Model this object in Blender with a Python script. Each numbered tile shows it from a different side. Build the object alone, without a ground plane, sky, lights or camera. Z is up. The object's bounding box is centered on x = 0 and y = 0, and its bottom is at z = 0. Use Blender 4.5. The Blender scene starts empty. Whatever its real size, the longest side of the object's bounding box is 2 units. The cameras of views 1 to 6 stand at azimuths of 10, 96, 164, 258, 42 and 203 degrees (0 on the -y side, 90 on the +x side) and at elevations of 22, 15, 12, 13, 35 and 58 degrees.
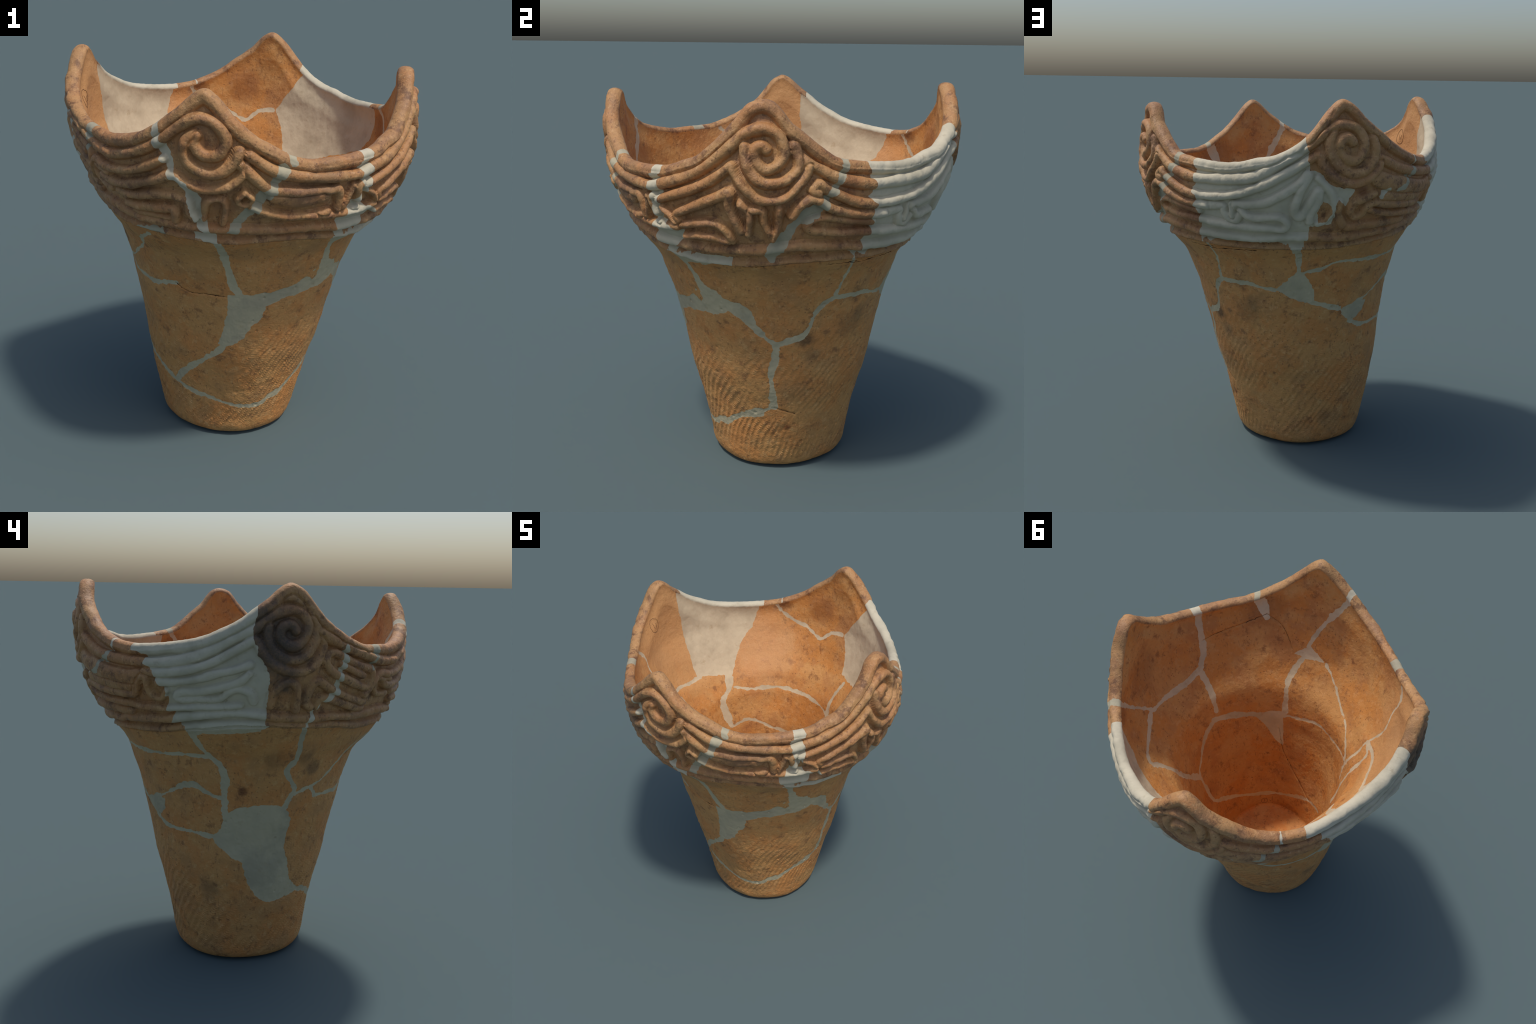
"""A restored prehistoric clay vessel: conical body, flaring four-peaked rim with
applied clay coils and spirals, mended with pale plaster.
The wall is one smooth surface r(angle, height); coils are laid on it as rounded ridges that
follow hand-placed centre lines, plaster fills follow break lines, then the surface is split
into its parts (border vertices coincide, shared normals)."""
import bpy, math
import numpy as np

rng = np.random.default_rng(7)
NT = 1280                      # columns round the vessel
DEG = math.pi / 180.0

# ------------------------------------------------------------------ noise helpers
_perm = rng.permutation(4096)
_val = rng.random(4096) * 2 - 1
def vnoise(p):
    """smooth 3D value noise, p (...,3) -> (...)"""
    i = np.floor(p).astype(np.int64); f = p - i
    f = f * f * (3 - 2 * f)
    def h(a, b, c):
        return _val[_perm[(_perm[(_perm[a & 4095] + b) & 4095] + c) & 4095]]
    x, y, z = i[..., 0], i[..., 1], i[..., 2]
    fx, fy, fz = f[..., 0], f[..., 1], f[..., 2]
    def lerp(a, b, t): return a + (b - a) * t
    c00 = lerp(h(x, y, z), h(x + 1, y, z), fx); c10 = lerp(h(x, y + 1, z), h(x + 1, y + 1, z), fx)
    c01 = lerp(h(x, y, z + 1), h(x + 1, y, z + 1), fx); c11 = lerp(h(x, y + 1, z + 1), h(x + 1, y + 1, z + 1), fx)
    return lerp(lerp(c00, c10, fy), lerp(c01, c11, fy), fz)
def smooth(a, b, x):
    t = np.clip((x - a) / (b - a), 0, 1); return t * t * (3 - 2 * t)

# ------------------------------------------------------------------ the wall profile
PROFILE = [(0.0, .292), (.006, .318), (.015, .338), (.03, .351), (0.05, 0.360), (0.12, 0.374), (0.25, 0.400), (0.4, 0.434), (0.55, 0.472), (0.7, 0.498), (0.85, 0.532), (0.95, 0.555), (1.05, 0.589), (1.15, 0.628), (1.25, 0.710), (1.35, 0.781), (1.45, 0.819), (1.6, 0.858), (1.75, 0.835), (2.02, 0.723)]
# unroundness: cosine/sine terms of order 1..6 at these heights (the axis leans, the rim is squarish)
LEAN_Z = [0.0, 0.3, 0.6, 0.9, 1.1, 1.25, 1.4, 1.6, 1.8, 2.0]
LEAN = [(-0.0558, -0.0484, -0.026, -0.009, 0.0078, 0.0203, 0.0247, 0.0068, -0.0187, -0.0455),
        (0.0151, 0.0194, 0.0178, 0.0073, 0.0056, -0.0083, 0.0073, 0.0089, 0.0029, -0.0088),
        (0.0045, 0.0118, 0.0057, 0.0035, 0.0012, 0.003, -0.0056, -0.0107, -0.0215, -0.0162),
        (-0.0098, -0.0089, -0.0021, 0.0026, 0.002, -0.0004, -0.0079, -0.0074, 0.0183, 0.043),
        (-0.0009, -0.0027, -0.0033, -0.0033, -0.0061, -0.0051, 0.0004, 0.0037, 0.0095, 0.0111),
        (-0.0032, -0.001, -0.0022, -0.0039, -0.0001, -0.0007, -0.0022, -0.003, -0.0061, -0.0094),
        (-0.0006, -0.0032, -0.0042, -0.0033, 0.0002, 0.0038, 0.0057, 0.0191, 0.0592, 0.112),
        (-0.0013, 0.002, -0.0021, -0.0034, -0.0012, 0.0014, -0.0001, -0.0004, -0.0023, 0.0009),
        (0.0006, 0.002, 0.0022, -0, -0.0052, -0.0092, -0.0095, -0.0027, 0.0118, 0.0275),
        (0.0013, 0.0022, 0.0025, 0.0008, -0.0028, -0.0067, -0.0071, -0.0067, -0.0059, -0.0049),
        (-0.0018, 0.0003, 0.0018, 0.0022, 0.0011, 0.0012, 0.0025, 0.0029, 0.0013, -0.0004),
        (0.0012, 0.0012, 0.0008, 0, 0.0013, 0.0028, 0.0034, 0.0018, -0.0046, -0.0119)]
def monotone_curve(pts):
    """PCHIP-like smooth interpolation through control points, tabulated"""
    x = np.array([p[0] for p in pts], float); y = np.array([p[1] for p in pts], float)
    h = np.diff(x); d = np.diff(y) / h
    m = np.zeros(len(x)); m[0], m[-1] = d[0], d[-1]
    for i in range(1, len(x) - 1):
        if d[i - 1] * d[i] > 0:
            w1, w2 = 2 * h[i] + h[i - 1], h[i] + 2 * h[i - 1]
            m[i] = (w1 + w2) / (w1 / d[i - 1] + w2 / d[i])
    xs = np.linspace(x[0], x[-1], 4000); k = np.clip(np.searchsorted(x, xs) - 1, 0, len(h) - 1)
    t = (xs - x[k]) / h[k]
    ys = ((1 + 2 * t) * (1 - t) ** 2 * y[k] + t * (1 - t) ** 2 * h[k] * m[k]
          + t * t * (3 - 2 * t) * y[k + 1] + t * t * (t - 1) * h[k] * m[k + 1])
    return lambda q: np.interp(q, xs, ys)
prof = monotone_curve(PROFILE)
lean = [monotone_curve(list(zip(LEAN_Z, row))) for row in LEAN]
# hand-shaping: hollows between the peaks, swellings (angle, height, spread, spread, amount)
BULGES = [(-42, 1.36, 20, .14, -.022), (45, 1.36, 18, .12, -.012), (128, 1.37, 16, .12, -.024), (190, 1.28, 16, .06, -.018), (-122, 1.38, 16, .13, .022),
          (-45, .6, 14, .5, -.015), (-80, .6, 16, .5, .013), (100, .87, 12, .12, .010), (48, 1.1, 14, .08, -.010), (-45, 1.68, 18, .10, -.010),
          (45, 1.68, 18, .10, -.010), (-135, 1.70, 16, .10, -.010), (135, 1.68, 18, .10, -.010), (185, 1.76, 14, .15, .017),
          (118, 1.33, 14, .07, -.013), (196, 1.27, 16, .045, -.013), (-66, 1.30, 12, .06, -.011), (-125, 1.19, 16, .04, .013), (12, 1.20, 14, .04, .011),
          (135, 1.14, 14, .08, .013), (-84, .65, 9, .2, .008)]
# local thinning / thickening of the wall seen from inside
INNER = [(115, 1.2, 22, .12, -.018), (-95, 1.1, 18, .15, .012), (30, 1.6, 10, .10, -.016), (-78, 1.6, 9, .09, -.011), (-132, 1.6, 10, .09, -.012), (70, 1.62, 9, .08, .006)]
def envelope(th, z):
    """outer radius over the tops of the relief"""
    r = prof(z)
    for k in range(6):
        r = r + lean[2 * k](z) * np.cos((k + 1) * th) + lean[2 * k + 1](z) * np.sin((k + 1) * th)
    a = th / DEG
    for ca, cz, sa, sz, amp in BULGES:
        r = r + amp * np.exp(-(((a - ca + 180) % 360 - 180) / sa) ** 2 / 2 - ((z - cz) / sz) ** 2 / 2)
    return r

# ------------------------------------------------------------------ rim line: four peaks with saddles between
RIM = [(-176, 2.002), (-172, 1.971), (-169, 1.917), (-164.9, 1.847), (-159.5, 1.795), (-152.5, 1.749), (-143.5, 1.715), (-135, 1.709), (-126, 1.703), (-118, 1.717), (-110, 1.742), (-104, 1.782), (-98.8, 1.837), (-94.8, 1.883), (-91.8, 1.926), (-88, 1.954), (-85, 1.928), (-80.4, 1.849), (-77, 1.802), (-72.5, 1.748), (-68.3, 1.715), (-62, 1.668), (-54, 1.647), (-47.5, 1.645), (-41, 1.65), (-33.5, 1.658), (-26.4, 1.685), (-20.4, 1.715), (-16, 1.762), (-11.3, 1.825), (-7.6, 1.884), (-4, 1.943), (0.5, 1.962), (3.5, 1.951), (6, 1.917), (9, 1.861), (13, 1.822), (18, 1.766), (23.5, 1.719), (30, 1.7), (38, 1.69), (46, 1.684), (54, 1.693), (61, 1.716), (67, 1.734), (71.5, 1.762), (76.3, 1.813), (80.3, 1.878), (85, 1.961), (89.5, 2.004), (93.4, 1.975), (97, 1.917), (104, 1.85), (110.5, 1.788), (117, 1.748), (123, 1.721), (130, 1.71), (140, 1.718), (150, 1.738), (155.5, 1.757), (161, 1.788), (167, 1.829), (172.5, 1.884), (176.4, 1.925), (180, 1.971), (184, 2.002)]
rim_fn = monotone_curve(RIM)
# lowest applied ring, marks where the decorated band starts
FOOT_RING = [(-180.1, 1.358), (-175.2, 1.353), (-166.8, 1.345), (-152.4, 1.333), (-137, 1.304), (-116.1, 1.303),
             (-109.4, 1.301), (-101.9, 1.298), (-93.5, 1.287), (-85.8, 1.272), (-78, 1.27), (-69, 1.276), (-58.8, 1.277),
             (-47.8, 1.261), (-38.9, 1.249), (-29.9, 1.238), (-22, 1.231), (-12, 1.234), (-5, 1.236), (4, 1.247), (10.9, 1.259),
             (20.3, 1.265), (29.5, 1.267), (35.9, 1.264), (49.9, 1.259), (61.2, 1.261), (72, 1.261), (80.2, 1.259), (87.5, 1.261),
             (96.5, 1.271), (106.1, 1.279), (112.9, 1.288), (123.6, 1.292), (135, 1.302), (147.1, 1.327), (157.6, 1.343), (168, 1.357), (179.9, 1.358)]
SECOND_RING = [(-180.2, 1.394), (-176.2, 1.389), (-167.4, 1.38), (-156.8, 1.38), (-143, 1.364), (-126.5, 1.37), (-115.8, 1.359),
               (-107.9, 1.355), (-102.3, 1.354), (-96.6, 1.35), (-88.9, 1.343), (-76, 1.336), (-68.9, 1.331), (-61.6, 1.33),
               (-51.3, 1.323), (-42.1, 1.309), (-37.1, 1.304), (-29.5, 1.303), (-22.3, 1.303), (-14.2, 1.306), (-8.1, 1.308), (-2, 1.311),
               (4, 1.319), (9.9, 1.335), (18.6, 1.333), (28, 1.325), (35.3, 1.315), (47, 1.309), (55.4, 1.308), (64.1, 1.312),
               (72, 1.319), (78.1, 1.321), (86.3, 1.317), (95.3, 1.313), (103.9, 1.326), (114.3, 1.334), (119.3, 1.345), (130.6, 1.353),
               (140.2, 1.362), (148.3, 1.38), (158.8, 1.401), (166, 1.409), (172, 1.408), (179.8, 1.394)]
foot_ring = monotone_curve(FOOT_RING)

# ------------------------------------------------------------------ the vertex grid: foot -> outside -> lip -> inside -> floor
th = (np.arange(NT) / NT * 2 - 1) * math.pi          # -180..180
thd = th / DEG
rim = rim_fn(np.where(thd < -176, thd + 360, thd))
k5 = np.hanning(17)[1:-1]; k5 /= k5.sum()
rim = np.convolve(np.r_[rim[-7:], rim, rim[:7]], k5, 'valid')
rim = rim + .0025 * vnoise(np.c_[np.cos(th) * 9, np.sin(th) * 9, np.full(NT, 3.3)])
slope = np.gradient(rim, th) / .84
lip_drop = .026 * np.sqrt(1 + np.minimum(slope, 1.2) ** 2)       # height of the rolled lip above the wall
def peakness(ad): return .5 + .5 * np.cos(4 * ad * DEG)
def lip_width(ad): return .058 + .018 * peakness(ad)
def thickness(z, top, ad):
    """wall thickness measured from the coil tops: thick behind the band and under the peaks, thin at the lip"""
    full = np.interp(z, [0, .9, 1.1, 1.3, 1.55, 1.7, 2], [.090, .092, .104, .118, .118, .108, .100])
    full = full * (1 - .26 * (1 - peakness(ad)) * smooth(1.25, 1.5, z))
    for ca, cz, sa, sz, amp in INNER:
        full = full + amp * np.exp(-(((ad - ca + 180) % 360 - 180) / sa) ** 2 / 2 - ((z - cz) / sz) ** 2 / 2)
    return lip_width(ad) + (full - lip_width(ad)) * smooth(0, .13, top - z)
def recess(z, ad=None):   # the band's wall lies behind the coil tops
    h = z - foot_ring(thd if ad is None else ad)
    return .004 * smooth(-.12, -.03, h) + .025 * smooth(-.03, .0, h)
N_FOOT, N_LOW, N_BAND, N_LIP, N_IN, N_FLOOR = 10, 420, 250, 16, 320, 16
Z_MID = 1.17
low_z = np.r_[np.linspace(0, .05, 22), np.linspace(.05, Z_MID, N_LOW - 21)[1:]]
rowsR, rowsZ, kind = [], [], []
r0 = envelope(th, np.zeros(NT))
for i in range(N_FOOT):
    f = i / N_FOOT
    rowsR.append(r0 * f); rowsZ.append(np.full(NT, .004 * (1 - f))); kind.append(0)
for z in low_z:
    rowsR.append(envelope(th, np.full(NT, z)) - recess(np.full(NT, z))); rowsZ.append(np.full(NT, z)); kind.append(1)
wall_top = rim - lip_drop
for i in range(1, N_BAND + 1):
    z = Z_MID + (wall_top - Z_MID) * i / N_BAND
    rowsR.append(envelope(th, z) - recess(z)); rowsZ.append(z); kind.append(2)
e_top = envelope(th, wall_top)
for i in range(1, N_LIP):
    a = math.pi * i / N_LIP
    rowsR.append(e_top - .001 - lip_width(thd) / 2 * (1 - math.cos(a))); rowsZ.append(wall_top + lip_drop * math.sin(a) ** .9); kind.append(3)
FLOOR_Z = .105
for i in range(N_IN + 1):
    f = i / N_IN
    z = wall_top + (FLOOR_Z + .03 - wall_top) * f
    t = thickness(z, wall_top, thd)
    rowsR.append(envelope(th, z) - t); rowsZ.append(z); kind.append(4)
r_low = rowsR[-1]
for i in range(1, N_FLOOR + 1):
    f = i / N_FLOOR
    a = min(1, f / .3) * math.pi / 2
    rr = r_low - .03 * (1 - math.cos(a)) if f <= .3 else (r_low - .03) * (1 - (f - .3) / .7)
    rowsR.append(rr); rowsZ.append(np.full(NT, FLOOR_Z + .03 - .03 * math.sin(a))); kind.append(5)
R0 = np.array(rowsR); Z0 = np.array(rowsZ); kind = np.array(kind); NR = len(kind)
outer = np.where((kind == 1) | (kind == 2))[0]; o0, o1 = outer[0], outer[-1] + 1
inner = np.where((kind == 4) | (kind == 5))[0]; i0, i1 = inner[0], NR
C, S = np.cos(th)[None], np.sin(th)[None]
def to_xyz(R, Z): return np.stack([R * C, R * S, Z], -1)
P0 = to_xyz(R0, Z0)
def grid_normals(P):
    du = np.roll(P, -1, 1) - np.roll(P, 1, 1); dv = np.gradient(P, axis=0)
    n = np.cross(du, dv); l = np.linalg.norm(n, axis=-1, keepdims=True)
    n = n / np.maximum(l, 1e-12)
    n[0] = (0, 0, -1); n[-1] = (0, 0, 1)
    return n
BN = grid_normals(P0)
# the surface used for placing relief on the outside (no recess kink)
NB = BN.copy()
RAD = np.stack([np.cos(th), np.sin(th), 0 * th], -1)
for k in range(14):                       # the lip's surface directions are those of its round section
    f = smooth(0, 13, 13 - k) ; row = o1 - 1 - k
    v = NB[o1 - 18] * (1 - f) + RAD * f; NB[row] = v / np.linalg.norm(v, axis=-1, keepdims=True)
for j, k in enumerate(np.where(kind == 3)[0]):
    a = math.pi * (j + 1) / N_LIP
    NB[k] = RAD * math.cos(a) + np.array([0, 0, math.sin(a)])
NB[i0:i0 + 2] = NB[i0 + 3]

# ------------------------------------------------------------------ relief bookkeeping
Hgt = np.zeros((NR, NT)); Hgt2 = np.zeros((NR, NT)); Gap = np.full((NR, NT), 1.0); Lab = np.full((NR, NT), -1, int)
coil_names = []
def spline(pts, step):
    """Catmull-Rom through (angle, height) points, resampled every `step` metres"""
    q = np.array(pts, float); q = np.vstack([2 * q[0] - q[1], q, 2 * q[-1] - q[-2]])
    out = []
    for i in range(1, len(q) - 2):
        a, b, c, d = q[i - 1:i + 3]
        L = math.hypot((c[0] - b[0]) * DEG * .75, c[1] - b[1])
        n = max(2, int(L / step))
        t = np.linspace(0, 1, n, endpoint=False)[:, None]
        out.append(.5 * (2 * b + (c - a) * t + (2 * a - 5 * b + 4 * c - d) * t ** 2 + (3 * b - a - 3 * c + d) * t ** 3))
    out.append(q[-2][None]); return np.vstack(out)
def on_wall(path, offset=0.0):
    """point on the outer wall (offset 0) or on the inner one (offset = wall thickness)"""
    a = path[:, 0] * DEG; z = path[:, 1]; ad = (path[:, 0] + 180) % 360 - 180
    back = recess(z, ad) if offset == 0 else thickness(z, np.interp(ad, thd, wall_top), ad)
    r = envelope(a, z) - back
    return np.c_[r * np.cos(a), r * np.sin(a), path[:, 1]]
def near(path3, lo, hi, reach, rows=8):
    """yield (row slice, columns, distance, position along) of grid points near each stretch of a path"""
    seg = np.linalg.norm(np.diff(path3, axis=0), axis=1); cum = np.r_[0, np.cumsum(seg)]
    ang = np.arctan2(path3[:, 1], path3[:, 0])
    for s in range(0, len(path3) - 1, rows):
        e = min(s + rows, len(path3) - 1)
        A, B = path3[s:e], path3[s + 1:e + 1]
        am = ang[s]; da = (ang[s:e + 1] - am + math.pi) % (2 * math.pi) - math.pi
        rr = max(.2, np.hypot(path3[s, 0], path3[s, 1]))
        pad = reach / rr + .01
        c0 = int(math.floor((am + da.min() - pad + math.pi) / (2 * math.pi) * NT)); c1 = int(math.ceil((am + da.max() + pad + math.pi) / (2 * math.pi) * NT))
        cols = np.arange(c0, c1 + 1) % NT
        zz = Z0[lo:hi][:, cols]
        zmin, zmax = path3[s:e + 1, 2].min() - reach, path3[s:e + 1, 2].max() + reach
        rsel = np.where(((zz > zmin) & (zz < zmax)).any(1))[0]
        if len(rsel) == 0: continue
        ra, rb = lo + rsel[0], lo + rsel[-1] + 1
        Q = P0[ra:rb][:, cols]
        AB = B - A; l2 = np.maximum((AB ** 2).sum(1), 1e-12)
        best = np.full(Q.shape[:2], 9.0); pos = np.zeros(Q.shape[:2])
        for k in range(len(A)):
            w = Q - A[k]; t = np.clip((w @ AB[k]) / l2[k], 0, 1)
            d = np.linalg.norm(w - t[..., None] * AB[k], axis=-1)
            m = d < best; best = np.where(m, d, best); pos = np.where(m, cum[s + k] + t * seg[s + k], pos)
        yield ra, rb, cols, best, pos
def coil(name, width, height, pts, shape=.46):
    """lay a clay coil: rounded ridge of half-width `width` and `height` along the centre line"""
    cid = len(coil_names); coil_names.append(name); width = width * (1.0 if name in ("rim_lip", "ring_boss") else 1.03)
    path3 = on_wall(spline(pts, .007))
    for ra, rb, cols, d, pos in near(path3, o0, o1, width * 1.5 + .02):
        wob = vnoise(np.stack([pos * 14 + cid * 7.7, pos * 0 + cid, pos * 0], -1))
        wob2 = vnoise(np.stack([pos * 30 + cid * 3.1, pos * 0 + 50 + cid, pos * 0], -1))
        w = width * (1 + .13 * wob)
        h = height * (1 + .12 * wob2) * np.maximum(0, 1 - (d / w) ** 2) ** shape
        cur = Hgt[ra:rb][:, cols]; m = h > cur
        L = Lab[ra:rb][:, cols]; G = Gap[ra:rb][:, cols]
        same = L == cid; sec = Hgt2[ra:rb][:, cols]
        Hgt2[ra:rb, cols] = np.where(same, sec, np.maximum(sec, np.minimum(h, cur)))
        Hgt[ra:rb, cols] = np.where(m, h, cur); Lab[ra:rb, cols] = np.where(m, cid, L)
        Gap[ra:rb, cols] = np.minimum(G, np.abs(d - w))

# ---- rolled lip and the two rings round the foot of the band
coil("rim_lip", .033, .0285, [(thd[k % NT] + 360 * (k // NT), wall_top[k % NT]) for k in range(0, NT + 9, 8)], .5)
coil("band_ring", .021, .029, FOOT_RING + [(181, 1.357)])
coil("band_ring", .023, .030, SECOND_RING + [(181, 1.391)])

# ---- spiral under each peak: a coil that sweeps in from the left, over the top and inwards
HA, HB, HC, HD, HW = .033, .034, .028, .025, .021
coil("spiral_coil", .026, HA, [(-167, 1.782), (-163.7, 1.756), (-158.9, 1.729), (-153, 1.7), (-145.4, 1.672), (-136.2, 1.64), (-130.6, 1.624),
     (-122.6, 1.62), (-116.7, 1.632), (-110.5, 1.657), (-105.2, 1.692), (-101.7, 1.722), (-99, 1.75), (-96.5, 1.781),
     (-94, 1.809), (-91.6, 1.827), (-88.9, 1.836), (-85.4, 1.819), (-82.8, 1.776), (-82.4, 1.736), (-84.1, 1.694),
     (-87.1, 1.683), (-89.4, 1.699), (-90.7, 1.735), (-90, 1.769)])
coil("spiral_arm", .026, HA, [(-90.6, 1.769), (-93, 1.739), (-93.6, 1.694), (-92.3, 1.649), (-89.3, 1.618), (-85.9, 1.607), (-82.7, 1.623),
     (-79.8, 1.661), (-78.6, 1.703)])
coil("spiral_coil", .025, HB, [(-75.8, 1.687), (-73.3, 1.658), (-70.1, 1.627), (-66.8, 1.606), (-61.5, 1.588), (-54, 1.57), (-45.8, 1.561),
     (-39.3, 1.56), (-36.3, 1.566), (-31.2, 1.586), (-24.9, 1.612), (-19.6, 1.644), (-15.6, 1.68), (-11.7, 1.726), (-8.3, 1.768),
     (-5.6, 1.805), (-2.5, 1.832), (1.4, 1.838), (4.8, 1.813), (6.4, 1.769), (6.6, 1.729), (4.9, 1.694), (1.9, 1.673),
     (-0.5, 1.693), (-1.8, 1.728), (-1.4, 1.761), (0.3, 1.771), (1.6, 1.755)])
coil("spiral_arm", .025, HB, [(-4.4, 1.766), (-4, 1.712), (-2.8, 1.667), (-0.1, 1.627), (3.3, 1.618), (7.4, 1.633), (10.4, 1.672),
     (10.8, 1.717), (9.4, 1.768)])
coil("spiral_coil", .025, HC, [(11.4, 1.722), (14.7, 1.69), (17.8, 1.668), (20.9, 1.643), (24.8, 1.624), (29.8, 1.608), (35.7, 1.596),
     (44.4, 1.599), (52.2, 1.605), (59.7, 1.621), (64.8, 1.656), (69.9, 1.702), (74.6, 1.747), (78, 1.781), (80.6, 1.811), (83.8, 1.854),
     (87.7, 1.882), (92.1, 1.872), (95, 1.839), (96, 1.791), (95.3, 1.748), (93.3, 1.714), (90.5, 1.715), (88.1, 1.745),
     (87.5, 1.778), (88.2, 1.811), (90.2, 1.82), (91.9, 1.801)])
coil("spiral_arm", .025, HC, [(85.3, 1.84), (84.3, 1.783), (85.6, 1.726), (88.4, 1.676), (92.5, 1.65), (96.9, 1.663), (99.8, 1.711),
     (100.5, 1.759), (99.7, 1.813)])
coil("spiral_coil", .025, HD, [(102.7, 1.719), (109, 1.679), (116, 1.65), (126.2, 1.632), (132.3, 1.628), (138.2, 1.627), (145.5, 1.637),
     (152.8, 1.66), (159.6, 1.697), (165, 1.74), (169, 1.77), (173, 1.796), (175.9, 1.83), (179.2, 1.863), (183.6, 1.878), (187, 1.86),
     (188.9, 1.817), (188.3, 1.769), (186.5, 1.735), (183.7, 1.72), (181, 1.74), (180, 1.774), (181.1, 1.807), (183.6, 1.812), (184.9, 1.789)])
coil("spiral_arm", .025, HD, [(176.6, 1.801), (176.6, 1.754), (178.2, 1.7), (181.6, 1.666), (185.8, 1.661), (189.2, 1.69), (191.3, 1.739),
     (192.2, 1.797), (190.8, 1.836)])

# ---- crescent that cups each spiral from below
coil("crescent_coil", .022, HA, [(-127.8, 1.511), (-122.2, 1.497), (-113.9, 1.509), (-107.1, 1.538), (-101.6, 1.568), (-96.9, 1.591), (-92.7, 1.559),
     (-88.1, 1.538), (-83.4, 1.546), (-79.7, 1.573), (-77.3, 1.614), (-78, 1.647)])
coil("crescent_coil", .022, HB, [(-35.3, 1.505), (-30.7, 1.528), (-24.1, 1.558), (-18.4, 1.589), (-13.6, 1.626), (-9.8, 1.667), (-8.1, 1.688),
     (-7.6, 1.664), (-5.9, 1.624), (-3.4, 1.584), (-0.2, 1.552), (4, 1.548), (7.5, 1.564), (10.5, 1.606), (12.9, 1.646), (14, 1.685)])
coil("crescent_coil", .022, HC, [(16.6, 1.571), (15, 1.588), (16.9, 1.613), (19.6, 1.584), (23.2, 1.563), (27.2, 1.537), (32.6, 1.517), (39.7, 1.511),
     (47.8, 1.519), (54, 1.536), (61.5, 1.573), (68.3, 1.624), (74.7, 1.68), (78.2, 1.715), (81.2, 1.738), (82.5, 1.692), (85.3, 1.647), (89.3, 1.611),
     (93.5, 1.6), (97.8, 1.618), (101.5, 1.66), (102.7, 1.704)])
coil("crescent_coil", .022, HD, [(135, 1.585), (138.8, 1.584), (145.9, 1.591), (153, 1.61), (159.7, 1.643), (165, 1.684), (169.4, 1.719), (172.9, 1.744),
     (175, 1.69), (178.3, 1.642), (182.4, 1.612), (186.9, 1.606), (190.9, 1.629), (193.6, 1.678), (194.5, 1.728), (193.7, 1.758)])
coil("peak_coil", .020, 0.021, [(173.2, 1.862), (177.6, 1.906), (182.7, 1.931), (187.2, 1.913), (190.6, 1.874)])

# ---- lower figures of the band, quarter by quarter
c = "clay_coil"
coil(c, .022, HA, [(-139.8, 1.469), (-133.6, 1.561), (-125.7, 1.555), (-117.3, 1.563), (-109.7, 1.587), (-104.5, 1.618), (-100, 1.654)])
coil(c, .022, HA, [(-119.5, 1.461), (-111.8, 1.466), (-105.4, 1.485), (-99.9, 1.499), (-95.1, 1.491), (-93.6, 1.473), (-93.3, 1.428), (-92.2, 1.395)])
coil(c, .022, HA, [(-116.3, 1.413), (-109.1, 1.42), (-102.7, 1.427), (-98.3, 1.431), (-98.3, 1.379)])
coil(c, .015, 0.022, [(-114, 1.383), (-109.1, 1.383), (-103.5, 1.382), (-99.4, 1.381)])
coil(c, .018, HA, [(-89.2, 1.399), (-88.4, 1.462), (-87.1, 1.49), (-84.2, 1.499), (-82.6, 1.482), (-82.7, 1.421), (-83.5, 1.38)])
coil("ring_boss", .014, 0.037, [(-76.9, 1.536), (-74.6, 1.503), (-76.8, 1.472), (-79.1, 1.493), (-77.2, 1.533)])
coil(c, .023, HA, [(-77.2, 1.638), (-74.8, 1.599), (-71.5, 1.555), (-68.6, 1.531), (-62.8, 1.519), (-55.3, 1.513), (-49.3, 1.508), (-46.3, 1.505),
     (-45.3, 1.458), (-45.2, 1.414)])
coil("clay_slab", .034, 0.027, [(-67.8, 1.498), (-62.3, 1.479), (-55.6, 1.477), (-51.3, 1.488)], .35)
coil(c, .016, 0.029, [(-40.7, 1.512), (-42.1, 1.456), (-43.1, 1.414)])
coil(c, .022, HB, [(-37.3, 1.444), (-38.5, 1.502), (-37.2, 1.519)])
coil(c, .020, HB, [(-74.7, 1.459), (-71.4, 1.435), (-67, 1.412), (-59.6, 1.397), (-51.5, 1.392), (-46.6, 1.385), (-40.2, 1.382), (-34, 1.386), (-28.7, 1.397)])
coil("clay_knob", .026, 0.035, [(-51.9, 1.397), (-48.8, 1.397)])
coil("clay_knob", .020, 0.031, [(-38.2, 1.389), (-36.5, 1.392)])
coil(c, .023, HB, [(-26.9, 1.428), (-27.8, 1.455), (-22, 1.494), (-16.9, 1.526), (-12.3, 1.553), (-8.8, 1.573), (-9.2, 1.523), (-8, 1.468), (-6.1, 1.406)])
coil(c, .020, HB, [(-26.1, 1.412), (-20.1, 1.426), (-14.9, 1.434), (-12.2, 1.417), (-10.2, 1.384), (-9.2, 1.354)])
coil(c, .019, HB, [(-25.8, 1.358), (-20.2, 1.369), (-15.8, 1.37), (-12.1, 1.358), (-9.2, 1.354)])
coil(c, .018, HB, [(-33.8, 1.477), (-30.6, 1.45), (-28.6, 1.418)])
coil(c, .020, HB, [(-5.5, 1.528), (-3.4, 1.5), (-3.2, 1.449), (-3.9, 1.395)])
coil(c, .018, HB, [(-3, 1.507), (0.5, 1.503), (1.1, 1.452), (3.3, 1.38)])
coil(c, .019, HB, [(5.4, 1.514), (5.1, 1.435), (3.7, 1.374)])
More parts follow.
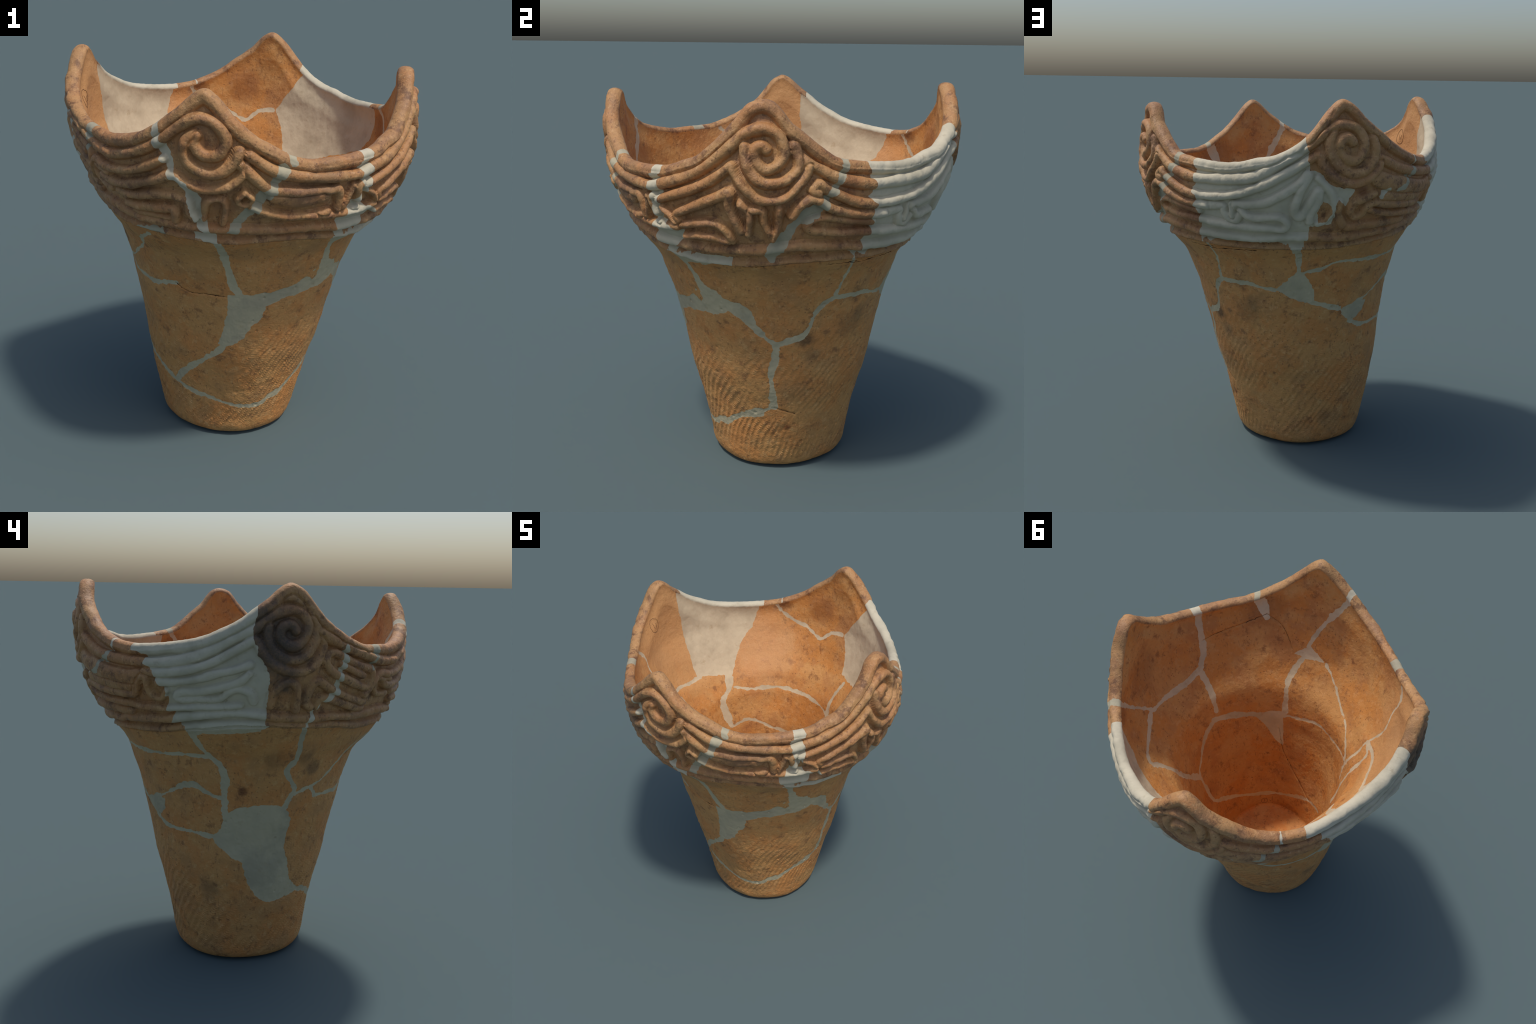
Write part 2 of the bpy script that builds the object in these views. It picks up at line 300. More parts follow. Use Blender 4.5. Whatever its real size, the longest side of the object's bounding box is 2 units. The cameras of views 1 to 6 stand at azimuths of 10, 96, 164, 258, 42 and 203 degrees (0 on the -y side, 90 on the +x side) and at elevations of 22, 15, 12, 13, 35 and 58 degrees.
coil(c, .022, HB, [(9.3, 1.481), (11, 1.52), (14.1, 1.551), (16.8, 1.544), (21.3, 1.507), (26.4, 1.485), (32, 1.471), (40.8, 1.463)])
coil(c, .021, 0.027, [(36.3, 1.435), (27.9, 1.447), (20.7, 1.466), (16.9, 1.463), (14.2, 1.444), (14.8, 1.415), (20.1, 1.4), (28.6, 1.39), (35.8, 1.385), (48.6, 1.372),
     (56.6, 1.368), (64.3, 1.366), (69.9, 1.366), (71.3, 1.397), (68.9, 1.424), (64.6, 1.424), (60.1, 1.419), (56.5, 1.433), (54, 1.469)])
coil(c, .022, HW, [(40.8, 1.463), (47.5, 1.469), (47.7, 1.44), (49.5, 1.405), (52.1, 1.397), (54.1, 1.431)])
coil(c, .018, HW, [(51.3, 1.482), (51, 1.417)])
coil(c, .024, HW + .003, [(52.6, 1.478), (57.5, 1.485), (63, 1.497), (68.3, 1.532), (73.2, 1.576), (76.4, 1.617), (78, 1.642), (75.6, 1.556), (73.8, 1.471),
     (75.3, 1.429), (77.3, 1.456), (79.7, 1.525), (81.5, 1.562), (81.4, 1.51), (79.4, 1.44), (79.2, 1.408)])
coil(c, .020, HW, [(81.2, 1.628), (84.2, 1.587), (86.5, 1.535), (87.3, 1.471), (85, 1.412), (82.2, 1.396)])
coil("clay_slab", .026, 0.021, [(89, 1.502), (89.5, 1.437), (91.9, 1.385)])
coil(c, .022, HC, [(101.5, 1.547), (97.3, 1.525), (94.3, 1.5), (93.5, 1.457), (95.9, 1.428), (98.2, 1.448), (99.3, 1.48), (101.8, 1.499), (106, 1.49),
     (112.6, 1.481), (123.8, 1.472), (128.3, 1.475), (131.1, 1.52)])
coil("clay_slab", .040, 0.025, [(102.1, 1.619), (105.9, 1.601), (111.9, 1.583), (117.7, 1.568), (128.6, 1.553), (132.1, 1.559)], .4)
coil("clay_slab", .030, 0.022, [(105.5, 1.529), (112.5, 1.518), (122.9, 1.511), (127.4, 1.506)], .4)
coil(c, .020, HC, [(100.3, 1.468), (105.1, 1.446), (112.7, 1.431), (123.5, 1.424), (130.2, 1.414), (136.8, 1.415), (141, 1.415), (153.2, 1.432), (160.7, 1.437), (168.2, 1.447)])
coil("clay_slab", .026, 0.023, [(94.2, 1.373), (101.7, 1.379), (112.2, 1.378), (122.9, 1.378)])
coil(c, .018, HC, [(130, 1.49), (132.7, 1.552), (135.2, 1.559), (135.3, 1.505), (136.9, 1.468), (139.8, 1.465), (141.9, 1.502)])
coil(c, .021, HW, [(139.6, 1.54), (147.1, 1.546), (154.5, 1.565), (161.3, 1.594), (166.2, 1.61), (171.2, 1.636)])
coil(c, .020, HW, [(171, 1.595), (167.6, 1.554), (161.2, 1.527), (154, 1.504), (147.7, 1.497), (145.4, 1.473), (147.1, 1.462), (153.6, 1.468), (160.8, 1.473), (164.9, 1.513),
     (168.1, 1.523), (171.4, 1.506), (172.6, 1.464)])
coil(c, .021, HD, [(220.9, 1.593), (210.8, 1.624), (204.4, 1.657), (198.9, 1.688), (196.2, 1.676), (195.9, 1.637), (199.6, 1.593), (206, 1.559), (213.4, 1.526),
     (220.8, 1.504), (222.3, 1.568), (220.8, 1.591)])
coil(c, .018, 0.022, [(202.4, 1.633), (209.2, 1.598), (216.4, 1.565)])
coil(c, .022, HD, [(192.6, 1.436), (190.6, 1.454), (190.7, 1.504), (192, 1.551), (193.8, 1.56), (198.8, 1.524), (205, 1.49), (212.4, 1.455), (220.9, 1.429),
     (218, 1.43)])
coil(c, .022, HD, [(178.4, 1.448), (179.3, 1.508), (181.5, 1.55), (184.2, 1.56), (186.4, 1.533), (187, 1.484), (187.2, 1.427)])
coil("clay_slab", .024, HD, [(194.8, 1.44), (196, 1.477), (199.9, 1.473), (206.5, 1.446), (214.7, 1.415), (220.9, 1.4)])
coil(c, .018, 0.029, [(-124, 1.532), (-129, 1.532), (-134, 1.545), (-135, 1.50), (-131, 1.462), (-124.1, 1.456)])

# ------------------------------------------------------------------ plaster: signed distance to break fills (negative = plaster)
Fil = np.full((NR, NT), 1.0); Groove = np.zeros((NR, NT))
WALL_OUT, WALL_IN = 0, 1
def crack(half, pts, inside=False):
    lo, hi = (i0, i1) if inside else (o0, o1)
    path3 = on_wall(np.array(spline(pts, .02)), WALL_IN if inside else WALL_OUT)
    ident = len(pts) * 3.7 + pts[0][0]
    for ra, rb, cols, d, pos in near(path3, lo, hi, half + .045, 4):
        v = half * (1 + .45 * vnoise(np.stack([pos * 11 + ident, pos * 0, pos * 0 + 9], -1)))
        Fil[ra:rb, cols] = np.minimum(Fil[ra:rb][:, cols], d - v)
HAIRLINES = []
def hairline(pts, depth=.006, inside=False):
    HAIRLINES.append((pts, inside))
    lo, hi = (i0, i1) if inside else (o0, o1)
    path3 = on_wall(np.array(spline(pts, .012)), WALL_IN if inside else WALL_OUT)
    path3 = path3 + .004 * np.stack([vnoise(path3 * 35 + k * 11) for k in range(3)], -1)
    for ra, rb, cols, d, pos in near(path3, lo, hi, .03, 4):
        Groove[ra:rb, cols] = np.maximum(Groove[ra:rb][:, cols], depth * np.exp(-(d / .0045) ** 2))
def polygon_sd(x, y, poly):
    q = np.array(poly); d = np.full(x.shape, 9.0); inside = np.zeros(x.shape, bool)
    for k in range(len(q)):
        ax, ay = q[k]; bx, by = q[(k + 1) % len(q)]
        ex, ey = bx - ax, by - ay; wx, wy = x - ax, y - ay
        t = np.clip((wx * ex + wy * ey) / max(ex * ex + ey * ey, 1e-12), 0, 1)
        d = np.minimum(d, np.hypot(wx - ex * t, wy - ey * t))
        cr = ((ay > y) != (by > y)) & (x < (bx - ax) * (y - ay) / (by - ay + 1e-12) + ax)
        inside ^= cr
    return np.where(inside, -d, d)
def patch(pts, inside=False, remove=False):
    lo, hi = (i0, i1) if inside else (o0, o1)
    q = np.array(pts, float); a_mid = q[:, 0].mean(); z_mid = q[:, 1].mean()
    rm = float(envelope(np.array([a_mid * DEG]), np.array([z_mid]))[0]) * DEG
    da = (thd - a_mid + 180) % 360 - 180
    ext = max(abs(q[:, 0] - a_mid)) + 6
    cols = np.where(np.abs(da) < ext)[0]
    x = np.repeat((da[cols] * rm)[None], hi - lo, 0); y = Z0[lo:hi][:, cols]
    d = polygon_sd(x, y, np.c_[(q[:, 0] - a_mid) * rm, q[:, 1]])
    cur = Fil[lo:hi, cols]
    Fil[lo:hi, cols] = np.maximum(cur, -d) if remove else np.minimum(cur, d)

# -- outside, decorated band
patch([(33.5, 1.74), (33.8, 1.7), (34.5, 1.658), (35.3, 1.622), (35.9, 1.583), (35.5, 1.56), (33.7, 1.549), (35.3, 1.524), (36.8, 1.514), (36.2, 1.481),
       (35, 1.461), (36.4, 1.431), (36.2, 1.378), (34.3, 1.345), (34.7, 1.303), (30.9, 1.287), (33.3, 1.278), (45.9, 1.284), (59.2, 1.281), (71.7, 1.28),
       (74.3, 1.211), (77.6, 1.262), (78.6, 1.294), (79.2, 1.325), (79.5, 1.373), (82.3, 1.389), (87.6, 1.388), (88.2, 1.438), (87.8, 1.492), (88.5, 1.529),
       (91.6, 1.486), (94, 1.569), (90.4, 1.576), (86.6, 1.587), (84.8, 1.607), (82.4, 1.642), (80.1, 1.667), (78.6, 1.667), (78.8, 1.691), (77.8, 1.714),
       (78.1, 1.754), (76.8, 1.796), (76.5, 1.824), (76, 1.869)])
patch([(83.5, 1.509), (86.1, 1.492), (86.8, 1.455), (85, 1.412), (82.5, 1.407), (81.9, 1.44)], remove=True)
patch([(127.9, 1.756), (129, 1.713), (130.1, 1.681), (135.3, 1.657), (135.2, 1.621), (138.5, 1.595), (138.8, 1.562), (140.2, 1.539), (142.1, 1.511), (142, 1.467), (140.8, 1.41),
       (143.5, 1.396), (142.1, 1.355), (146.8, 1.337), (146.1, 1.298), (147.5, 1.284), (164.3, 1.3), (175.6, 1.317), (179, 1.341), (176.8, 1.364), (177.3, 1.404),
       (177.2, 1.459), (177.5, 1.529), (177.5, 1.576), (176.1, 1.612), (175.7, 1.646), (173.3, 1.68), (173.3, 1.714), (172.3, 1.753), (172.3, 1.796), (173.3, 1.843), (173, 1.95)])
patch([(-37.4, 1.676), (-37.4, 1.71), (-33.1, 1.649), (-33.8, 1.621), (-37.9, 1.601)])
patch([(-42.9, 1.359), (-38.7, 1.419), (-32.9, 1.406), (-27.6, 1.382), (-25.9, 1.357), (-28.5, 1.332), (-33.5, 1.288), (-37.8, 1.228), (-42.3, 1.295)])
patch([(-40.9, 1.254), (-21.5, 1.253), (-11.1, 1.257), (-12, 1.225), (-24.3, 1.195), (-35.6, 1.187), (-39.5, 1.217)])
crack(.018, [(-102.2, 1.801), (-101, 1.732), (-99.3, 1.684), (-97.8, 1.62), (-96.7, 1.588), (-93, 1.527), (-91.6, 1.481), (-91.4, 1.425), (-89.8, 1.364), (-88.3, 1.324)])
crack(.025, [(-93.2, 1.318), (-87.4, 1.276)])
crack(.017, [(-114.7, 1.297), (-105, 1.3)])
crack(.026, [(-63, 1.705), (-62.7, 1.645)])
crack(.022, [(-65.8, 1.617), (-67.3, 1.581), (-69.2, 1.531), (-71.9, 1.496), (-73.6, 1.447), (-76.5, 1.408)])
crack(.014, [(-76.5, 1.408), (-80.7, 1.333)])
crack(.024, [(-36.7, 1.591), (-35.8, 1.541)])
crack(.027, [(-35.5, 1.512), (-36.5, 1.46), (-38.3, 1.402)])
crack(.026, [(-135.5, 1.736), (-136.8, 1.676)])
crack(.012, [(-137, 1.656), (-138.8, 1.597)])
crack(.019, [(26.8, 1.742), (25.3, 1.661), (23.9, 1.637), (22.3, 1.593), (20.5, 1.572), (18.9, 1.525), (17, 1.504), (13.8, 1.478)])
crack(.028, [(13.8, 1.478), (10.9, 1.446), (8.5, 1.398), (5.1, 1.337), (2.6, 1.281)])
crack(.007, [(121.6, 1.737), (120.9, 1.669)])
crack(.014, [(119.7, 1.652), (118.3, 1.628)])
crack(.011, [(115.3, 1.617), (114.2, 1.576), (110.8, 1.564)])
crack(.014, [(106.4, 1.564), (105, 1.549), (104.2, 1.529)])
crack(.018, [(-154, 1.789), (-151.3, 1.735)])
crack(.015, [(203.6, 1.712), (204, 1.646), (202.6, 1.578), (202.6, 1.519), (198.2, 1.469), (195.8, 1.444), (194.2, 1.401), (192.4, 1.346), (193.6, 1.283), (194.3, 1.209)])
# -- outside, smooth body
crack(.016, [(-88.3, 1.305), (-86.1, 1.259), (-84.3, 1.176), (-82.9, 1.08), (-80.9, 0.99), (-78, 0.936)])
patch([(-83.4, 0.925), (-77.2, 0.936), (-70.3, 0.926), (-60, 0.934), (-49.9, 0.95), (-41.1, 0.994), (-35.7, 1.047), (-36, 1.105), (-38.2, 1.175), (-40.3, 1.239), (-36.1, 1.245), (-34.3, 1.142),
       (-32.5, 1.105), (-30.9, 1.068), (-25.4, 1.049), (-19.9, 1.001), (-12.8, 0.994), (-7.1, 0.957), (-5.2, 0.884), (-0.6, 0.836), (0.2, 0.803), (-4, 0.817), (-9.4, 0.863), (-13.2, 0.901),
       (-19.4, 0.941), (-29.9, 0.902), (-40.8, 0.899), (-52.9, 0.885), (-63, 0.848), (-65.7, 0.769), (-70.7, 0.727), (-74.8, 0.663), (-81.1, 0.624), (-86.9, 0.6), (-89.7, 0.626), (-86.4, 0.723), (-83.5, 0.835)])
patch([(-43.1, 1), (-37.9, 1.023), (-37.1, 1.07), (-35.7, 1.035), (-35, 0.98), (-36.9, 0.963)], remove=True)
crack(.013, [(-86.9, 0.609), (-93.2, 0.556), (-103.5, 0.491), (-119.2, 0.388), (-124.6, 0.343), (-126.6, 0.318)])
crack(.012, [(-150.5, .393), (-143, .378), (-136, .348), (-129.8, 0.319), (-117.2, 0.273), (-101.7, 0.25), (-88.9, 0.225), (-78.8, 0.21), (-65.8, 0.203), (-56, 0.208), (-50.5, 0.238), (-42.2, 0.239), (-35.1, 0.266), (-20.9, 0.322), (-7, 0.353), (3.6, 0.402)])
crack(.022, [(-50.2, 0.234), (-42.3, 0.242)])
crack(.02, [(-35.2, 0.27), (-20.6, 0.324), (-7, 0.357)])
crack(.010, [(-148.9, 0.93), (-133, 0.928), (-126.1, 0.922), (-117.8, 0.942), (-110.7, 0.957)])
hairline([(-110.9, 0.952), (-103.6, 0.916), (-93.6, 0.919), (-84.1, 0.915)])
crack(.010, [(-112.1, 1.255), (-121.7, 1.192), (-129.1, 1.116)])
crack(.009, [(-129.1, 1.116), (-135.2, 1.076), (-145.8, 1.008), (-153.9, 0.986), (-162.6, 0.956)])
crack(.009, [(-152.4, 0.975), (-148.8, 0.94)])
crack(.012, [(33, 1.272), (35, 1.216), (35, 1.132), (33.6, 1.064), (33.6, 1.026), (44.3, 1.022), (51.2, 1.022), (57.7, 1.004), (64.9, 0.996)])
crack(.014, [(-3.8, 0.851), (0.2, 0.803), (6.1, 0.779), (12.8, 0.795), (19.3, 0.817), (23, 0.865), (24.5, 0.931), (28.7, 0.994), (33.6, 1.025)])
crack(.016, [(75.4, 1.305), (76.7, 1.15), (77.2, 1.091)])
patch([(64.9, 1), (71, 1.054), (76, 1.108), (79, 1.108), (82.3, 1.063), (85.4, 0.992), (85.9, 0.93), (81.7, 0.923), (75.1, 0.942), (68.7, 0.976)])
crack(.011, [(79, 1.099), (87.9, 1.121), (94.5, 1.15), (105.2, 1.156), (115.9, 1.156), (129.8, 1.158), (140.1, 1.168), (147.4, 1.164), (153.8, 1.165)])
crack(.014, [(83.4, 0.931), (92.2, 0.901), (102.1, 0.874)])
patch([(102, 0.869), (110.5, 0.887), (116, 0.913), (122.6, 0.892), (121.6, 0.846), (116.5, 0.801), (112.2, 0.783), (106.4, 0.82)])
crack(.012, [(115.2, 0.898), (122.6, 0.919), (135.7, 0.985), (143.8, 1.008), (148.9, 0.984), (155.4, 0.952), (159.6, 0.942)])
crack(.012, [(111.4, 0.782), (124.1, 0.746), (136.9, 0.745), (145.3, 0.741), (152.9, 0.733)])
crack(.018, [(5.2, 0.77), (4.5, 0.683), (2.1, 0.613), (2.6, 0.523), (3.6, 0.429), (3.6, 0.4)])
crack(.017, [(148.2, 1.296), (149.7, 1.256), (151.5, 1.207), (155.3, 1.158), (159.6, 1.112), (160.9, 1.045), (160.5, 0.969), (160.3, 0.884), (161, 0.84)])
patch([(160.3, 0.859), (167, 0.896), (176.7, 0.912), (187.8, 0.902), (192.7, 0.884), (197.1, 0.818), (196.1, 0.749), (194.6, 0.662), (198, 0.568), (200.7, 0.472), (209.5, 0.406), (208.6, 0.38),
       (197.3, 0.365), (188, 0.352), (180.2, 0.38), (174.9, 0.438), (170.9, 0.531), (169.8, 0.593), (161.8, 0.635), (155.5, 0.684), (152, 0.732), (158.4, 0.781)])
crack(.013, [(193.2, 1.307), (193.4, 1.24), (194, 1.151), (190.2, 1.094), (194, 1.029), (196.9, 0.983), (194.7, 0.942), (192.5, 0.893)])
hairline([(24, 1.222), (31, 1.224), (37, 1.226)])
hairline([(34, 1.215), (42, 1.222), (50, 1.226), (58, 1.226)])
hairline([(-14, 1.208), (-7, 1.21), (0, 1.214)])
hairline([(4.5, .392), (12, .375), (20, .355)])
# -- inside
I = True
patch([(175.9, 1.984), (175.8, 1.783), (175, 1.658), (175.2, 1.515), (176, 1.386), (176, 1.331), (166.8, 1.314), (159.3, 1.298), (152.4, 1.287), (148.2, 1.374), (142.9, 1.48),
       (136.6, 1.553), (132.6, 1.675), (130.5, 1.833)], I)
patch([(30.5, 1.8), (30.5, 1.7), (31, 1.6), (32, 1.511), (36, 1.435), (51, 1.365), (66, 1.311), (73.3, 1.322), (80, 1.34), (80.6, 1.386), (81.9, 1.45), (84.8, 1.522),
       (86.2, 1.565), (82.6, 1.632), (79.4, 1.69), (76.9, 1.751), (69.4, 1.857), (73, 1.9)], I)
crack(.011, [(124.2, 1.831), (124.5, 1.739), (122, 1.655), (115.1, 1.59), (107, 1.547), (99.6, 1.498), (94.2, 1.549), (87.2, 1.562)], I)
crack(.021, [(155.3, 1.291), (157.6, 1.214), (164.5, 1.155), (163.8, 1.07), (160.5, 0.966)], I)
crack(.014, [(205, 1.302), (193.9, 1.332), (182.3, 1.317), (174.6, 1.326)], I)
crack(.011, [(153.2, 1.218), (142.4, 1.191), (131.3, 1.186), (120.3, 1.188), (108.9, 1.173), (96.5, 1.159), (84.7, 1.131), (77.7, 1.092)], I)
crack(.014, [(74.8, 1.308), (76.9, 1.22), (77.6, 1.145), (75.9, 1.023), (70.6, 0.943)], I)
crack(.009, [(158, 0.96), (147.2, 0.985), (137.1, 0.964), (126, 0.916), (116.8, 0.899), (98.8, 0.842), (77, 0.78)], I)
crack(.008, [(212.7, 1.688), (208.6, 1.641), (208.1, 1.592), (208.3, 1.529), (204.3, 1.437), (205.2, 1.303), (203.6, 1.212), (205.5, 1.013)], I)
crack(.014, [(26, 1.8), (25.5, 1.70), (24, 1.66), (20, 1.57), (15, 1.47), (7.9, 1.349)], I)
crack(.016, [(-34.3, 1.806), (-35.9, 1.667), (-34.9, 1.422), (-32.2, 1.347), (-28, 1.302), (-16.6, 1.285), (-4.6, 1.309), (7.4, 1.334)], I)
crack(.018, [(-29.3, 1.283), (-29.8, 1.205), (-28.7, 1.096), (-28.5, 1.063)], I)
crack(.017, [(8.4, 1.347), (20.5, 1.317), (36.9, 1.312), (35.4, 1.235), (34.1, 1.13), (28.7, 0.975), (13.5, 0.777)], I)
crack(.019, [(-24.4, 1.012), (-39.9, 0.983), (-62.3, 0.947), (-81.1, 0.963)], I)
patch([(-58.5, 0.942), (-81.2, 0.954), (-84.6, 0.688), (-74.8, 0.747), (-68.1, 0.84)], I)
crack(.023, [(-60.9, 1.774), (-61.8, 1.719), (-65.8, 1.577), (-66.9, 1.539)], I)
hairline([(-66.9, 1.553), (-74.7, 1.481), (-80.4, 1.358)], .006, I)
hairline([(-35.4, 1.446), (-47.3, 1.476), (-57.7, 1.507), (-66.9, 1.553)], .005, I)
crack(.016, [(-103.9, 1.925), (-103, 1.799), (-99.1, 1.686), (-92.3, 1.517), (-88.5, 1.396)], I)
patch([(-82, 1.335), (-89.6, 1.399), (-98.8, 1.335), (-89.8, 1.319)], I)
crack(.014, [(-88, 1.346), (-83.6, 1.247), (-81.3, 1.176), (-82.5, 0.993)], I)
crack(.008, [(-81.1, 0.963), (-94.6, 0.977), (-110.9, 1.015), (-128, 1.019), (-148.9, 1.065), (-153.2, 1.071)], I)
crack(.008, [(-100.3, 1.329), (-107.9, 1.278), (-120.2, 1.211), (-135.4, 1.179), (-151.3, 1.095), (-158.5, 0.955)], I)
hairline([(-78.4, 0.833), (-85.2, 0.646), (-98.8, 0.517), (-119.5, 0.398), (-129.2, 0.354)], .008, I)
crack(.016, [(-21.3, 0.994), (-10.9, 0.947), (2.6, 0.84), (12, 0.787), (12.7, 0.632), (8.9, 0.459), (-23.3, 0.316), (-59.3, 0.234), (-96.8, 0.267), (-129.2, 0.354), (-148, 0.379)], I)
crack(.012, [(203.4, 1.302), (195.5, 1.258), (194.4, 0.925), (195.4, 0.735)], I)

# the lip takes the fill of the wall just below it
for k in np.where(kind == 3)[0]:
    Fil[k] = Fil[o1 - 1]
    Lab[k] = 0
# ragged borders
Fil += .0055 * vnoise(P0 * 42) + .003 * vnoise(P0 * 105 + 31)
Fil[Fil > .5] = .5

# ------------------------------------------------------------------ displace the wall
def box_blur(a, n=1):
    for _ in range(n):
        a = .25 * np.roll(a, 1, 1) + .5 * a + .25 * np.roll(a, -1, 1)
        b = a.copy(); b[1:-1] = .25 * a[:-2] + .5 * a[1:-1] + .25 * a[2:]; a = b
    return a
lipmask = (kind == 3)
D = np.zeros((NR, NT))
D[o0:o1] = box_blur(Hgt[o0:o1], 1)
groove = .0035 * np.exp(-(Gap / .005) ** 2) * (Hgt < .004)
D -= box_blur(groove, 1)
# where two coils press together a crease stays open
crease = .009 * np.exp(-((Hgt - Hgt2) / .0035) ** 2) * smooth(.003, .012, Hgt2)
D -= box_blur(crease, 1)
D -= Groove
plaster = 1 / (1 + np.exp(np.clip(Fil / .003, -30, 30)))
# hand-made lumpiness
body = (Z0 < 1.2)
fine = .0022 * vnoise(P0 * 16) + .0011 * vnoise(P0 * 45) + .0006 * vnoise(P0 * 110)
D += fine * np.where((kind == 4) | (kind == 5), .7, 1.0)[:, None]
# twisted-cord rolling on the body: steep diagonal cord lines broken into patches
A2 = np.repeat(th[None], NR, 0)
u = A2 * .42; w = Z0
bend = .034 * vnoise(P0 * 4) + .011 * vnoise(P0 * 13) + .003 * vnoise(P0 * 34)
lines = np.sin((u * .85 - w * .53 + bend) * 2 * math.pi / .034)
beads = np.sin((w * .95 + u * .30 + bend * .5 + .003 * lines + .0045 * vnoise(P0 * 32)) * 2 * math.pi / .0122) * (.35 + .9 * np.abs(vnoise(P0 * 19 + 5)))
worn = smooth(-.70, .30, vnoise(P0 * 4.2 + 17) + .4 * vnoise(P0 * 11 + 3)) * (1 - .9 * plaster)
worn = worn * smooth(.045, .10, Z0) * (1 - smooth(1.10, 1.22, Z0)) * (.35 + .65 * (1 - smooth(.35, .95, Z0)))
cord = (.0014 * lines + .0014 * beads * smooth(-.6, .6, lines)) * worn
cord[kind != 1] = 0
D += cord
# pits and chips
pits = rng.random((70, 2))
pit_pts = [((a * 360 - 180), .08 + 1.1 * b, .004 + .004 * rng.random()) for a, b in pits] + \
          [(76.4, 1.205, .010), (76.7, 1.18, .008), (76.6, 1.165, .007), (28.5, .985, .008), (97, .885, .008), (114, .79, .008), (118, 1.152, .005)]
for a, z, rad in pit_pts:
    p = on_wall(np.array([[a, z]]), 0)[0]
    c0 = int((a + 180) / 360 * NT); cols = np.arange(c0 - 40, c0 + 41) % NT
    d = np.linalg.norm(P0[o0:o1][:, cols] - p, axis=-1)
    D[o0:o1, cols] -= .9 * rad * np.exp(-(d / rad) ** 2)
# plaster fills are trowelled: a touch low, streaky
D += plaster * (-.0012 + .0016 * vnoise(P0 * np.array([40, 40, 14.])))
# keep lip continuous with the wall top, ease the bottom centre
D[:o0] *= np.linspace(0, .3, o0)[:, None]
fade = smooth(0, .03, Z0); D[o0:o1] *= np.where(Z0[o0:o1] < .03, .3 + .7 * fade[o0:o1], 1)
lip_rows = np.where(lipmask)[0]
top_val = D[o1 - 1].copy()
for j, k in enumerate(lip_rows):
    f = (j + 1) / len(lip_rows)
    D[k] = (top_val - .0285) * (1 - smooth(0, .5, f)) + fine[k]
# outer top row meets the lip: the coil height there fills the recess
P = P0 + D[..., None] * NB
P[..., 2] -= P[o0 - N_FOOT:o1, :, 2].min()
P[..., 2] *= 2.0 / P[..., 2].max()

# ------------------------------------------------------------------ put grid vertices on the plaster borders, classify faces
f = Fil.copy()
fr = np.gradient(f, axis=0); fc = (np.roll(f, -1, 1) - np.roll(f, 1, 1)) / 2
g2 = np.maximum(fr * fr + fc * fc, 1e-14)
sr, sc = -f * fr / g2, -f * fc / g2
snap = (np.abs(sr) < .5) & (np.abs(sc) < .5)
snap[:2] = snap[-2:] = False
ri, ci = np.nonzero(snap)
rr_, cc_ = ri + sr[ri, ci], ci + sc[ri, ci]
ra, ca = np.floor(rr_).astype(int), np.floor(cc_).astype(int); tr, tc = (rr_ - ra)[:, None], (cc_ - ca)[:, None]
def at(r, q): return P[np.clip(r, 0, NR - 1), q % NT]
newp = (at(ra, ca) * (1 - tr) * (1 - tc) + at(ra + 1, ca) * tr * (1 - tc) + at(ra, ca + 1) * (1 - tr) * tc + at(ra + 1, ca + 1) * tr * tc)
P[ri, ci] = newp; f[ri, ci] = 0
NRM = grid_normals(P)

vid = np.arange(NR * NT).reshape(NR, NT)
vid[0, :] = vid[0, 0]; vid[-1, :] = vid[-1, 0]
a = vid[:-1]; b = np.roll(vid, -1, 1)[:-1]; c_ = np.roll(vid, -1, 1)[1:]; d_ = vid[1:]
quads = np.stack([a, b, c_, d_], -1).reshape(-1, 4)
qrow = np.repeat(np.arange(NR - 1), NT); qcol = np.tile(np.arange(NT), NR - 1)
ff = f.ravel(); fv = ff[quads]
mixed = (fv.min(1) < 0) & (fv.max(1) > 0)
diag13 = (fv[:, 1] == 0) & (fv[:, 3] == 0)
first = qrow == 0; last = qrow == NR - 2
tri_sel = mixed | first | last
def split(sel, idx): return quads[sel][:, idx]
m02 = tri_sel & ~diag13; m13 = tri_sel & diag13
T = np.vstack([split(m02, [0, 1, 2]), split(m02, [0, 2, 3]), split(m13, [0, 1, 3]), split(m13, [1, 2, 3])])
Trow = np.r_[qrow[m02], qrow[m02], qrow[m13], qrow[m13]]; Tcol = np.r_[qcol[m02], qcol[m02], qcol[m13], qcol[m13]]
ok = (T[:, 0] != T[:, 1]) & (T[:, 1] != T[:, 2]) & (T[:, 0] != T[:, 2])
T, Trow, Tcol = T[ok], Trow[ok], Tcol[ok]
Q, Qrow, Qcol = quads[~tri_sel], qrow[~tri_sel], qcol[~tri_sel]
t_pl = ff[T].mean(1) < 0; q_pl = ff[Q].mean(1) < 0

